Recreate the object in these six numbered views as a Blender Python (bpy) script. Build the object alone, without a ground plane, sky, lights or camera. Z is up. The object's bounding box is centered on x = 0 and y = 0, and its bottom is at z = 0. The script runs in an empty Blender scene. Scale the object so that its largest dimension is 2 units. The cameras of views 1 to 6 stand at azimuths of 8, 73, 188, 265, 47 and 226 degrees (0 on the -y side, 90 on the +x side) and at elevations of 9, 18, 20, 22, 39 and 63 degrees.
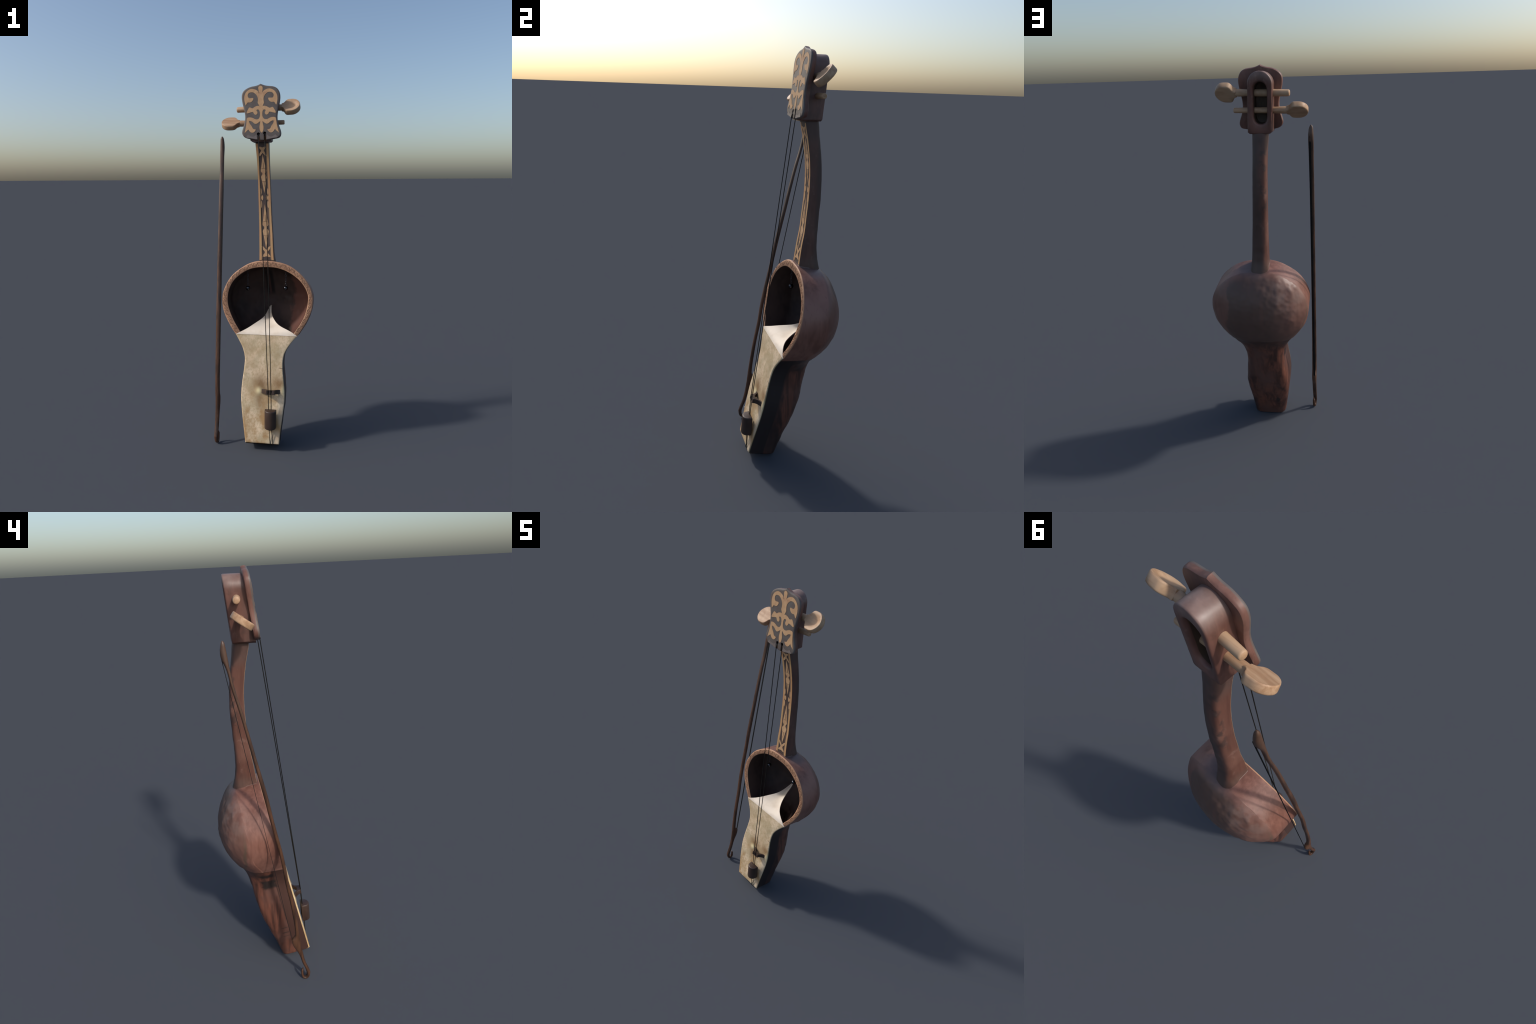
# A two-stringed carved wooden fiddle standing beside its bow.
# Everything is built from measured profiles: outlines, depth curves and sections.
import bpy, bmesh, math, random
import numpy as np
from mathutils import Vector, noise
from mathutils.geometry import tessellate_polygon

random.seed(7)
scene = bpy.context.scene

# ------------------------------------------------------------------ helpers
def spline(pts, n=None, ts=None, closed=False):
    """Natural cubic spline through pts by chord length, n samples (or at fractions ts)."""
    P = np.array(pts, float)
    if closed:
        k = min(6, len(P) - 1)
        P = np.vstack([P[-k:], P, P[:k + 1]])
    ch = np.linalg.norm(np.diff(P, axis=0), axis=1)
    t = np.concatenate([[0], np.cumsum(ch)])
    m = len(P); h = np.diff(t)
    A = np.zeros((m, m)); B = np.zeros((m, P.shape[1]))
    A[0, 0] = A[-1, -1] = 1
    for i in range(1, m - 1):
        A[i, i - 1] = h[i - 1]; A[i, i] = 2 * (h[i - 1] + h[i]); A[i, i + 1] = h[i]
        B[i] = 6 * ((P[i + 1] - P[i]) / h[i] - (P[i] - P[i - 1]) / h[i - 1])
    M = np.linalg.solve(A, B)
    if closed:
        t0, t1 = t[k], t[-1] - 0
        t1 = t[m - k - 1]
        q = t0 + (t1 - t0) * (np.arange(n) / n)
    else:
        q = t[0] + (t[-1] - t[0]) * (np.linspace(0, 1, n) if ts is None else np.array(ts))
    i = np.clip(np.searchsorted(t, q, side='right') - 1, 0, m - 2)
    a = (t[i + 1] - q)[:, None]; b = (q - t[i])[:, None]; hh = h[i][:, None]
    return (M[i] * a**3 + M[i + 1] * b**3) / (6 * hh) + (P[i] / hh - M[i] * hh / 6) * a + (P[i + 1] / hh - M[i + 1] * hh / 6) * b

def curve1(xs, ys):
    """Smooth monotone-ish 1D curve (Catmull-Rom tangents), returns f(x)."""
    xs = np.array(xs, float); ys = np.array(ys, float)
    if xs[0] > xs[-1]:
        xs, ys = xs[::-1], ys[::-1]
    d = np.diff(ys) / np.diff(xs)
    m = np.concatenate([[d[0]], (d[:-1] + d[1:]) / 2, [d[-1]]])
    for i in range(1, len(m) - 1):
        if d[i - 1] * d[i] <= 0:
            m[i] = 0
    def f(x):
        x = min(max(x, xs[0]), xs[-1])
        i = int(min(max(np.searchsorted(xs, x) - 1, 0), len(xs) - 2))
        h = xs[i + 1] - xs[i]; u = (x - xs[i]) / h
        return (ys[i] * (1 + 2 * u) * (1 - u)**2 + m[i] * h * u * (1 - u)**2
                + ys[i + 1] * u * u * (3 - 2 * u) + m[i + 1] * h * u * u * (u - 1))
    return f

def sstep(a, b, x):
    u = min(max((x - a) / (b - a), 0), 1)
    return u * u * (3 - 2 * u)

def chaikin(pts, it=2, closed=True):
    P = [tuple(p) for p in pts]
    for _ in range(it):
        Q = []
        n = len(P)
        for i in range(n if closed else n - 1):
            a, b = P[i], P[(i + 1) % n]
            Q.append(tuple(.75 * x + .25 * y for x, y in zip(a, b)))
            Q.append(tuple(.25 * x + .75 * y for x, y in zip(a, b)))
        if not closed:
            Q = [P[0]] + Q + [P[-1]]
        P = Q
    return P

parents = {}
def thing(name, loc, label, category):
    e = bpy.data.objects.new(name, None)
    e.location = loc
    e["label"] = label; e["category"] = category
    scene.collection.objects.link(e)
    return e

def add(name, mesh, parent, mat, stuff=False, loc=None):
    if isinstance(mesh, bpy.types.Mesh) and mat is not None and not mesh.materials:
        mesh.materials.append(mat)
    o = bpy.data.objects.new(name, mesh)
    scene.collection.objects.link(o)
    o.parent = parent
    # meshes are modelled in world coordinates: Object coordinates == world
    off = Vector((0, 0, 0))
    p = parent
    while p is not None:
        off += p.location; p = p.parent
    o.location = (Vector(loc) if loc else Vector((0, 0, 0))) - off
    if stuff:
        o["kind"] = "stuff"
    return o

def mesh_from(verts, faces, angle=40, name="part", recalc=True):
    me = bpy.data.meshes.new(name)
    me.from_pydata([tuple(map(float, v)) for v in verts], [], faces)
    bm = bmesh.new(); bm.from_mesh(me)
    bmesh.ops.remove_doubles(bm, verts=bm.verts, dist=1e-6)
    bmesh.ops.dissolve_degenerate(bm, edges=bm.edges, dist=1e-7)
    if recalc:
        bmesh.ops.recalc_face_normals(bm, faces=bm.faces)
    lim = math.radians(angle)
    for f in bm.faces:
        f.smooth = True
    for e in bm.edges:
        if len(e.link_faces) == 2 and e.calc_face_angle(0) > lim:
            e.smooth = False
    bm.to_mesh(me); bm.free()
    return me

def loft(rings, closed_ring=True, cap0=False, cap1=False, angle=40, recalc=True):
    """rings: list of equal-length point lists."""
    V = [p for r in rings for p in r]
    n = len(rings[0]); F = []
    for i in range(len(rings) - 1):
        for j in range(n if closed_ring else n - 1):
            a = i * n + j; b = i * n + (j + 1) % n
            F.append((a, b, b + n, a + n))
    def cap(base):
        c = np.mean([V[base + j] for j in range(n)], axis=0)
        V.append(tuple(c)); k = len(V) - 1
        for j in range(n):
            F.append((base + j, base + (j + 1) % n, k))
    if cap0: cap(0)
    if cap1: cap((len(rings) - 1) * n)
    return mesh_from(V, F, angle, recalc=recalc)

def tube(path, radii, seg=12, caps=True, angle=50, flat=None):
    """Round tube along a 3D path with parallel-transported frames."""
    P = [Vector(p) for p in path]
    if not hasattr(radii, '__len__'):
        radii = [radii] * len(P)
    rings = []
    up = None
    for i, p in enumerate(P):
        t = (P[min(i + 1, len(P) - 1)] - P[max(i - 1, 0)]).normalized()
        if up is None:
            up = Vector((1, 0, 0)) if abs(t.x) < .8 else Vector((0, 0, 1))
        u = (up - t * up.dot(t)).normalized(); w = t.cross(u); up = u
        r = radii[i]
        ra, rb = (r, r) if not hasattr(r, '__len__') else r
        rings.append([p + u * (ra * math.cos(2 * math.pi * k / seg)) + w * (rb * math.sin(2 * math.pi * k / seg)) for k in range(seg)])
    return loft(rings, True, caps, caps, angle)

def offset2d(P, d):
    """Inset a closed 2D outline (array n×2) by d."""
    P = np.array(P); t = np.roll(P, -1, 0) - np.roll(P, 1, 0)
    t /= np.linalg.norm(t, axis=1)[:, None] + 1e-12
    nrm = np.stack([-t[:, 1], t[:, 0]], 1)
    area = np.sum(P[:, 0] * np.roll(P[:, 1], -1) - np.roll(P[:, 0], -1) * P[:, 1])
    return P + nrm * d * (1 if area > 0 else -1)

def inlay_mesh(outline, place, thick, step=None, axis=1, angle=50):
    """Fill a 2D outline, cut it along `axis` every `step`, and place it on a
    surface: place(u, v, h) gives the 3D point at height h above it."""
    bm = bmesh.new()
    tris = tessellate_polygon([[Vector((p[0], p[1], 0)) for p in outline]])
    vs = [bm.verts.new((p[0], p[1], 0)) for p in outline]
    for t in tris:
        try: bm.faces.new([vs[i] for i in t])
        except ValueError: pass
    bmesh.ops.dissolve_limit(bm, angle_limit=.01, verts=bm.verts, edges=bm.edges)
    if step:
        lo = min(p[axis] for p in outline); hi = max(p[axis] for p in outline)
        c = math.ceil(lo / step) * step
        while c < hi:
            no = Vector((1, 0, 0)) if axis == 0 else Vector((0, 1, 0))
            bmesh.ops.bisect_plane(bm, geom=bm.verts[:] + bm.edges[:] + bm.faces[:], plane_co=no * c, plane_no=no, dist=1e-6)
            c += step
    for f in bm.faces:
        f.normal_update()
        if f.normal.z < 0: f.normal_flip()
    V = []; F = []
    bm.verts.index_update()
    for v in bm.verts: V.append(place(v.co.x, v.co.y, thick))
    n = len(V)
    for v in bm.verts: V.append(place(v.co.x, v.co.y, 0))
    for f in bm.faces: F.append([v.index for v in f.verts])
    for e in bm.edges:
        if len(e.link_faces) == 1:
            a, b = e.verts[0].index, e.verts[1].index
            F.append((a, b, b + n, a + n))
    bm.free()
    return mesh_from(V, F, angle)

# ------------------------------------------------------------------ materials
class Mat:
    def __init__(s, name):
        s.m = bpy.data.materials.new(name); s.m.use_nodes = True
        s.t = s.m.node_tree; s.n = s.t.nodes; s.l = s.t.links
        s.b = s.n["Principled BSDF"]
        tc = s.n.new("ShaderNodeTexCoord"); s.co = tc.outputs["Object"]
        sp = s.n.new("ShaderNodeSeparateXYZ"); s.l.new(s.co, sp.inputs[0])
        s.x, s.y, s.z = sp.outputs
        s._geo = None
    def geo(s, k):
        if s._geo is None: s._geo = s.n.new("ShaderNodeNewGeometry")
        return s._geo.outputs[k]
    def _set(s, sock, v):
        if hasattr(v, "is_output") or isinstance(v, bpy.types.NodeSocket): s.l.new(v, sock)
        else: sock.default_value = v
    def math(s, op, a, b=0.0, clamp=False):
        k = s.n.new("ShaderNodeMath"); k.operation = op; k.use_clamp = clamp
        s._set(k.inputs[0], a); s._set(k.inputs[1], b); return k.outputs[0]
    def mul(s, a, b): return s.math('MULTIPLY', a, b)
    def addv(s, a, b): return s.math('ADD', a, b)
    def inv(s, a): return s.math('SUBTRACT', 1.0, a)
    def mx(s, a, b): return s.math('MAXIMUM', a, b)
    def step(s, v, a, b):
        k = s.n.new("ShaderNodeMapRange"); k.interpolation_type = 'SMOOTHSTEP'
        if a < b: k.inputs[1].default_value, k.inputs[2].default_value, k.inputs[3].default_value, k.inputs[4].default_value = a, b, 0, 1
        else: k.inputs[1].default_value, k.inputs[2].default_value, k.inputs[3].default_value, k.inputs[4].default_value = b, a, 1, 0
        s._set(k.inputs[0], v); return k.outputs[0]
    def band(s, v, a, b, soft):
        return s.mul(s.step(v, a - soft, a + soft), s.step(v, b + soft, b - soft))
    def noise(s, scale=5., stretch=(1, 1, 1), detail=4., rough=.55, dist=0., shift=(0, 0, 0)):
        mp = s.n.new("ShaderNodeMapping"); mp.inputs["Scale"].default_value = stretch
        mp.inputs["Location"].default_value = shift; s.l.new(s.co, mp.inputs[0])
        k = s.n.new("ShaderNodeTexNoise"); k.inputs["Scale"].default_value = scale
        k.inputs["Detail"].default_value = detail; k.inputs["Roughness"].default_value = rough
        k.inputs["Distortion"].default_value = dist; s.l.new(mp.outputs[0], k.inputs["Vector"])
        return k.outputs["Fac"]
    def mix(s, f, a, b, mode='MIX'):
        k = s.n.new("ShaderNodeMix"); k.data_type = 'RGBA'; k.blend_type = mode
        def c(v): return (*v, 1.0) if isinstance(v, tuple) and len(v) == 3 else v
        s._set(k.inputs[0], f); s._set(k.inputs[6], c(a)); s._set(k.inputs[7], c(b)); return k.outputs[2]
    def blob(s, c, r, soft=.5, nz=None, amt=0.):
        """soft ellipsoid mask round point c with radii r"""
        acc = None
        for o, cc, rr in zip((s.x, s.y, s.z), c, r):
            if rr is None: continue
            q = s.math('POWER', s.math('ABSOLUTE', s.math('DIVIDE', s.math('SUBTRACT', o, cc), rr)), 2.)
            acc = q if acc is None else s.addv(acc, q)
        if nz is not None:
            acc = s.addv(acc, s.mul(s.math('SUBTRACT', nz, .5), amt))
        return s.step(acc, 1 + soft, 1 - soft)
    def gauss(s, c, r, nz=None, amt=0.):
        acc = None
        for o, cc, rr in zip((s.x, s.y, s.z), c, r):
            if rr is None: continue
            q = s.math('POWER', s.math('ABSOLUTE', s.math('DIVIDE', s.math('SUBTRACT', o, cc), rr)), 2.)
            acc = q if acc is None else s.addv(acc, q)
        if nz is not None: acc = s.addv(acc, s.mul(s.math('SUBTRACT', nz, .5), amt))
        return s.math('MINIMUM', s.math('POWER', 2.71828, s.mul(acc, -1.)), 1.)
    def bump(s, h, strength=.3, dist=.002):
        k = s.n.new("ShaderNodeBump"); k.inputs["Strength"].default_value = strength
        k.inputs["Distance"].default_value = dist; s.l.new(h, k.inputs["Height"])
        s.l.new(k.outputs[0], s.b.inputs["Normal"])
    def done(s, col, rough=.5, spec=.5, metal=0., coat=0.):
        s._set(s.b.inputs["Base Color"], (*col, 1.0) if isinstance(col, tuple) else col)
        s._set(s.b.inputs["Roughness"], rough); s.b.inputs["Specular IOR Level"].default_value = spec
        s.b.inputs["Metallic"].default_value = metal; s.b.inputs["Coat Weight"].default_value = coat
        return s.m

def wood(name, c_dark, c_mid, c_light, grain=(1, 1, .12), gscale=60., rough=.45, patch=6., bump=.15, spec=.5, extra=None):
    m = Mat(name)
    g = m.noise(gscale, grain, 5., .6, .4)
    p = m.noise(patch, (1, 1, .6), 3., .5)
    col = m.mix(m.step(g, .35, .68), c_dark, c_mid)
    col = m.mix(m.step(p, .42, .66), col, c_light)
    col = m.mix(m.step(m.noise(gscale * 2.5, grain, 3.), .55, .75), col, m.mix(.45, col, c_dark))
    if extra: col = extra(m, col)
    m.bump(g, bump, .0015)
    return m.done(col, m.addv(rough - .08, m.mul(p, .2)), spec)

def grime(m, col, amt=.5):
    a = m.step(m.noise(15., (1, 1, .6), 5., .65, .3, (7, 2, 4)), .46, .66)
    b = m.step(m.noise(27., (1, 1, .7), 5., .65, .3, (1, 8, 3)), .56, .72)
    col = m.mix(m.mul(a, amt), col, (.062, .036, .030))
    return m.mix(m.mul(b, amt * .7), col, (.30, .19, .155))

# body shell: reddish brown, greyed and darkened on the dome, streaked below the waist
def body_extra(m, col):
    # depth coordinate behind the front plane and height along it
    d = m.addv(m.mul(m.addv(m.y, .0715), .9751), m.mul(m.addv(m.z, -.6275), -.2218))
    v = m.addv(m.mul(m.addv(m.y, .0715), .2218), m.mul(m.addv(m.z, -.6275), .9751))
    jag = m.noise(14., (1, 1, .8), 5., .6)
    jx = m.addv(m.x, m.mul(m.addv(jag, -.5), .09))
    # dark worn dome patch
    yc = m.addv(m.addv(m.y, m.mul(m.math('MAXIMUM', m.addv(m.z, -.87), 0.), -.18)), m.mul(m.addv(jag, -.5), .012))
    behind = m.step(yc, .108, .118)
    col = m.mix(m.mul(behind, .55), col, m.mix(m.noise(11., (1, 1, .5), 4.), (.13, .062, .046), (.18, .098, .076)))
    dome = m.mul(m.step(d, .135, .17), m.mul(m.step(jx, .185, .172), m.step(m.x, -.19, -.04)))
    dome = m.mul(dome, m.step(v, -.04, .0))
    col = m.mix(m.mul(dome, .72), col, m.mix(m.noise(9.), (.058, .040, .032), (.100, .066, .053)))
    # grey spots near shoulder
    grey_spots = m.mul(m.blob((-.15, .17, .90), (.10, .08, .10), .8), m.step(m.noise(16., (1, 1, 1), 4.), .42, .62))
    col = m.mix(m.mul(grey_spots, .35), col, (.27, .19, .16))
    # vertical pale strip below the neck root
    strip = m.mul(m.band(m.x, -.018, -.002, .008), m.mul(m.step(d, .17, .2), m.band(v, .13, .36, .06)))
    col = m.mix(m.mul(m.mul(strip, m.noise(30., (1, 1, .3))), .45), col, (.20, .09, .065))
    # jagged stain seam at the left shoulder
    seam = m.mul(m.band(m.addv(m.y, m.mul(m.addv(jag, -.5), .04)), .112, .124, .006), m.mul(m.step(m.x, -.08, -.16), m.band(m.z, .62, .82, .05)))
    col = m.mix(m.mul(seam, .6), col, (.09, .075, .05))
    # dark grey tone round the neck root, mostly on its right
    halo = m.mul(m.blob((.015, .10, 1.01), (.115, .085, .06), .7), m.step(m.x, -.06, .03))
    col = m.mix(m.mul(halo, .5), col, (.09, .085, .09))
    # lower box: streaky
    st = m.noise(34., (1, 1, .07), 4., .65, .6)
    vr = m.addv(v, m.addv(m.addv(m.mul(d, -.18), m.mul(m.mul(d, d), -.52)), .032))
    low = m.step(vr, .003, -.003)
    lowc = m.mix(m.step(st, .35, .65), (.060, .027, .020), (.165, .062, .039))
    lowc = m.mix(m.step(m.noise(8., (1, 1, .7), 3., .5, 0., (3, 1, 2)), .48, .65), lowc, (.115, .055, .042))
    front = m.step(d, .076, .068)
    left = m.step(m.x, .03, -.05)
    lowc = m.mix(m.mul(front, left), lowc, m.mix(m.noise(40., (1, 1, .2)), (.052, .026, .020), (.078, .038, .029)))
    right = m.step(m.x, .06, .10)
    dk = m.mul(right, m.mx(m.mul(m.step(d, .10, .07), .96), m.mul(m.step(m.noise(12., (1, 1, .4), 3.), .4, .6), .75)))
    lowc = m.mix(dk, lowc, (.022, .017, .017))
    # burn marks on the left side
    bn = m.noise(25., (1, 1, 2.2), 3.)
    burn = m.mul(m.mul(m.band(m.addv(d, m.mul(m.addv(bn, -.5), .05)), .070, .140, .010), m.step(m.x, -.02, -.06)),
                 m.mx(m.band(m.addv(v, m.mul(m.addv(bn, -.5), .02)), -.145, -.092, .009), m.band(v, -.068, -.042, .007)))
    lowc = m.mix(m.mul(burn, .93), lowc, (.022, .018, .016))
    tick = m.mul(m.mul(m.band(d, .078, .115, .006), m.step(m.x, -.02, -.06)),
                 m.mx(m.mx(m.band(v, -.405, -.400, .003), m.band(v, -.44, -.434, .003)), m.band(v, -.464, -.46, .003)))
    lowc = m.mix(m.mul(tick, .8), lowc, (.03, .022, .02))
    knot = m.mx(m.blob((-.045, None, .13), (.011, None, .022), .5), m.mul(m.blob((-.06, None, .40), (.05, None, .04), .6, bn, 1.2), .0)) if False else m.blob((-.045, 0, .13), (.011, None, .020), .5)
    lowc = m.mix(m.mul(m.mul(knot, m.step(d, .1, .14)), .8), lowc, (.028, .02, .018))
    lowc = m.mix(m.mul(m.mul(m.step(vr, -.085, -.01), m.step(d, .10, .18)), .6), lowc, (.070, .043, .035))
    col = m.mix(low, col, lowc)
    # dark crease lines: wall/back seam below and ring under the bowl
    line = m.mul(m.mul(m.band(d, .0705, .0735, .0015), low), .7)
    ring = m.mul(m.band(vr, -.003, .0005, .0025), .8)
    return m.mix(m.mx(line, ring), col, (.02, .014, .012))

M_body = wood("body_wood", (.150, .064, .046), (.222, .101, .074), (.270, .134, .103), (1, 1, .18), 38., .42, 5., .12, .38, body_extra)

def interior_extra(m, col):
    red = m.mul(m.step(m.addv(m.x, m.mul(m.addv(m.noise(13., (1, 1, .7), 5.), -.5), .12)), .14, .165), m.step(m.z, 1.0, .9))
    col = m.mix(m.mul(red, .7), col, (.17, .072, .054))
    cx = m.addv(m.x, m.mul(m.addv(m.z, -.86), .11))
    stripe_zone = m.mul(m.band(m.z, .80, .96, .02), m.step(m.y, .08, .12))
    col = m.mix(m.mul(m.mul(m.band(cx, -.012, .036, .008), stripe_zone), .9), col, (.012, .01, .01))  # dark upright stripe on the back wall, reddish along its middle
    col = m.mix(m.mul(m.mul(m.band(cx, .004, .016, .004), stripe_zone), .9), col, (.075, .035, .028))
    return col
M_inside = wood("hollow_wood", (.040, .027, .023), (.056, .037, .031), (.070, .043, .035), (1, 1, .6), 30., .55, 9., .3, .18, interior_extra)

M_rim = wood("carved_rim_wood", (.36, .19, .11), (.43, .235, .14), (.46, .255, .15), (1, 1, 1), 80., .55, 12., .25, .35)
M_rim_line = Mat("rim_line"); M_rim_line = M_rim_line.done((.17, .085, .05), .6, .3)

def neck_extra(m, col):
    col = grime(m, col, .42)
    sp = m.noise(22., (1, 1, .55), 4.)
    back = m.step(m.y, .100, .118)
    dk = m.mul(back, m.step(m.addv(m.x, m.mul(m.addv(sp, -.5), .05)), -.028, .002))
    col = m.mix(m.mul(dk, .75), col, (.055, .040, .035))
    spots = m.mul(m.mul(back, m.band(m.z, 1.3, 1.68, .03)), m.mul(m.step(m.noise(34., (1, 1, 1), 3.), .46, .62), m.step(m.x, .0, -.025)))
    col = m.mix(m.mul(spots, .65), col, (.040, .030, .028))
    right = m.mul(m.step(m.geo("Normal"), 0, 1), 0) if False else m.step(m.x, .014, .024)
    col = m.mix(m.mul(right, .3), col, (.10, .06, .05))
    col = m.mix(m.mul(m.band(m.z, 1.60, 1.72, .04), .55), col, (.068, .048, .043))
    return m.mix(m.mul(m.step(m.z, 1.075, 1.03), .4), col, (.10, .068, .055))
M_neck = wood("neck_wood", (.095, .040, .029), (.135, .060, .043), (.155, .074, .054), (1, 1, .1), 50., .42, 8., .12, .38, neck_extra)

M_heel = wood("heel_wood", (.16, .10, .085), (.27, .19, .165), (.22, .15, .125), (1, 1, 1), 40., .5, 12.)

def head_extra(m, col):
    col = grime(m, col, .5)
    top = m.step(m.z, 1.90, 1.965)
    col = m.mix(m.mul(top, m.mul(m.noise(20.), .8)), col, (.33, .24, .21))
    side = m.step(m.y, .075, .05)
    return m.mix(m.mul(side, .25), col, (.07, .05, .045))
M_box = wood("head_wood", (.100, .044, .033), (.145, .066, .050), (.17, .082, .064), (1, 1, .15), 45., .42, 9., .12, .4, head_extra)
M_slot = wood("slot_wood", (.06, .035, .022), (.10, .06, .035), (.08, .05, .03), (1, 1, .3), 40., .6, 12.)

def plate_extra(m, col):
    col = grime(m, col, .45)
    f = m.addv(m.y, m.mul(m.addv(m.z, -1.73), -.133))           # distance behind the plate's face
    g = m.noise(30., (1, 1, 1), 4.)
    col = m.mix(m.step(f, .0055, .002), col, m.mix(m.step(g, .4, .6), (.112, .088, .079), (.122, .106, .097)))
    edge = m.mul(m.step(f, .0004, .0015), m.step(f, .006, .003))
    col = m.mix(m.mul(edge, .35), col, (.15, .12, .11))
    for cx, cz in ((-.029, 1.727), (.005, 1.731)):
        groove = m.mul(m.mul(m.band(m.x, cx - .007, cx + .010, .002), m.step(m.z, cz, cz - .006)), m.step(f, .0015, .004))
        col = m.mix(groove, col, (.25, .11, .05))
        hole_shade = m.mul(m.blob((cx, 0, cz), (.0095, None, .0105), .25), m.step(f, .001, .003))
        col = m.mix(hole_shade, col, (.006, .005, .005))  # the cut openings are also blackened in the colour, deepening their shade
    return col
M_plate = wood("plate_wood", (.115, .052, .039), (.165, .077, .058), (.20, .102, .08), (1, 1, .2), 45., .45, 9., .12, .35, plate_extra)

def tan_extra(m, col):
    w = m.step(m.noise(26., (1, 1, 1), 5., .65), .52, .74)
    k = m.step(m.noise(70., (1, 1, 1), 3.), .66, .76)
    return m.mix(m.mul(k, .6), m.mix(m.mul(w, .6), col, (.38, .20, .12)), (.16, .09, .06))
M_tan = wood("inlay_wood", (.47, .285, .155), (.56, .355, .20), (.53, .325, .175), (1, 1, .3), 55., .58, 14., .2, .25, tan_extra)
M_border_shade = wood("border_and_shade", (.17, .105, .07), (.22, .14, .092), (.20, .125, .08), (1, 1, 1), 40., .55, 14.)  # brown of the strip borders and of the shading band round the ornament
M_lip = wood("lip_wood", (.15, .122, .112), (.18, .148, .136), (.16, .13, .12), (1, 1, 1), 40., .5, 12.)
M_panel = wood("panel_wood", (.055, .037, .032), (.075, .052, .045), (.10, .06, .045), (1, 1, .2), 60., .5, 10.)
M_edge = wood("edge_strip_wood", (.50, .255, .115), (.58, .33, .155), (.48, .30, .135), (1, 1, .1), 60., .5, 12.)
M_groove = Mat("cut_line").done((.16, .085, .045), .6, .3)
def peg_extra(m, col):
    w = m.step(m.noise(22., (.5, 1, 1), 4., .6, .3), .54, .72)
    return m.mix(m.mul(w, .5), col, (.27, .145, .065))
M_peg = wood("peg_wood", (.35, .20, .11), (.50, .325, .20), (.46, .305, .19), (.10, 1, 1), 48., .5, 10., .2, .35, peg_extra)
M_dark = wood("dark_wood", (.030, .0155, .0115), (.043, .023, .017), (.052, .030, .022), (1, 1, .15), 60., .42, 10., .15)
M_string = Mat("string_gut").done((.008, .008, .007), .5, .2)
M_hair = Mat("bow_hair").done((.010, .010, .010), .6, .3)
M_steel = Mat("steel").done((.06, .062, .07), .2, .5, 1.)
M_chain = Mat("chain_steel").done((.10, .10, .11), .35, .5, 1.)

def bow_wood():
    m = Mat("bow_wood")
    g = m.noise(60., (1, 1, .10), 5., .6, .5)
    p = m.noise(9., (1, 1, .5), 3.)
    col = m.mix(m.step(g, .35, .65), (.036, .017, .010), (.095, .042, .022))
    col = m.mix(m.step(p, .45, .7), col, (.105, .050, .027))
    col = m.mix(m.mul(m.step(m.z, .8, 1.6), .4), col, (.085, .052, .038))
    m.bump(g, .25, .0015)
    return m.done(col, .42, .5)
M_bow = bow_wood()

def skin_mat():
    m = Mat("skin")
    fine = m.noise(110., (1, 1, .6), 4., .7)
    big = m.noise(9., (1, 1, .7), 4., .6, .3)
    bro = m.noise(13., (1, 1, .8), 5., .65, .0, (2, 5, 1))
    mid = m.noise(24., (1, 1, .8), 4., .6, .2, (4, 0, 1))
    col = m.mix(m.step(big, .42, .62), (.75, .585, .405), (.545, .44, .285))
    col = m.mix(m.mul(m.step(mid, .44, .66), .6), col, (.47, .355, .21))
    col = m.mix(m.mul(m.step(fine, .46, .66), .6), col, (.45, .335, .19))
    # brown mottling, stronger low and to the left
    w = m.mul(m.step(bro, .40, .62), m.addv(.28, m.mul(m.step(m.z, .42, .12), .95)))
    col = m.mix(m.mul(w, m.addv(.5, m.mul(fine, .8))), col, (.43, .265, .125))
    # stains round the bridge
    jn = m.noise(24., (1, 1, .8), 6., .7)
    st = m.mx(m.gauss((-.004, 0, .354), (.035, None, .046), jn, 2.2), m.gauss((.100, 0, .360), (.031, None, .034), jn, 3.0))
    st = m.mx(st, m.mul(m.gauss((-.01, 0, .285), (.022, None, .045), jn, 2.0), .6))
    col = m.mix(m.mul(m.math('POWER', st, .8), m.addv(.65, m.mul(jn, .6))), col, (.24, .135, .058))
    pale_spots = m.mx(m.gauss((-.014, 0, .324), (.015, None, .017)), m.mul(m.gauss((.121, 0, .327), (.010, None, .026)), .7))  # yellow-white prints of earlier bridge feet, either side of the bridge
    col = m.mix(m.mul(pale_spots, .8), col, (.95, .82, .48))
    # pale patch low right, under the tailpiece
    pale = m.mx(m.blob((.11, 0, .22), (.016, None, .075), .8, jn, .8), m.blob((.085, 0, .075), (.03, None, .04), .9, jn, .8))
    col = m.mix(m.mul(pale, .5), col, (.62, .54, .42))
    # little scratch and dark specks
    sc = m.blob((.108, 0, .447), (.012, None, .0022), .6, jn, 2.5)
    col = m.mix(m.mul(sc, .8), col, (.16, .10, .06))
    # warm translucent edges
    return m, col, fine, big
m, col, fine, big = skin_mat()
m.bump(m.addv(m.mul(fine, .35), big), .25, .003)
M_skin = m.done(col, .6, .3)
m = Mat("skin_edge")
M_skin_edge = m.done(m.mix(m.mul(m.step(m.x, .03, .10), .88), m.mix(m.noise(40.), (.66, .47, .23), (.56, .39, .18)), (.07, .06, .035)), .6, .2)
m = Mat("flap_skin")
n1 = m.noise(14., (1, 1, 1), 4.)
c = m.mix(m.step(n1, .4, .65), (.80, .70, .585), (.72, .61, .49))
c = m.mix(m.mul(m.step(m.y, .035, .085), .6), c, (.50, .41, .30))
m.bump(n1, .2, .003)
M_flap = m.done(c, .6, .3)

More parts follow.
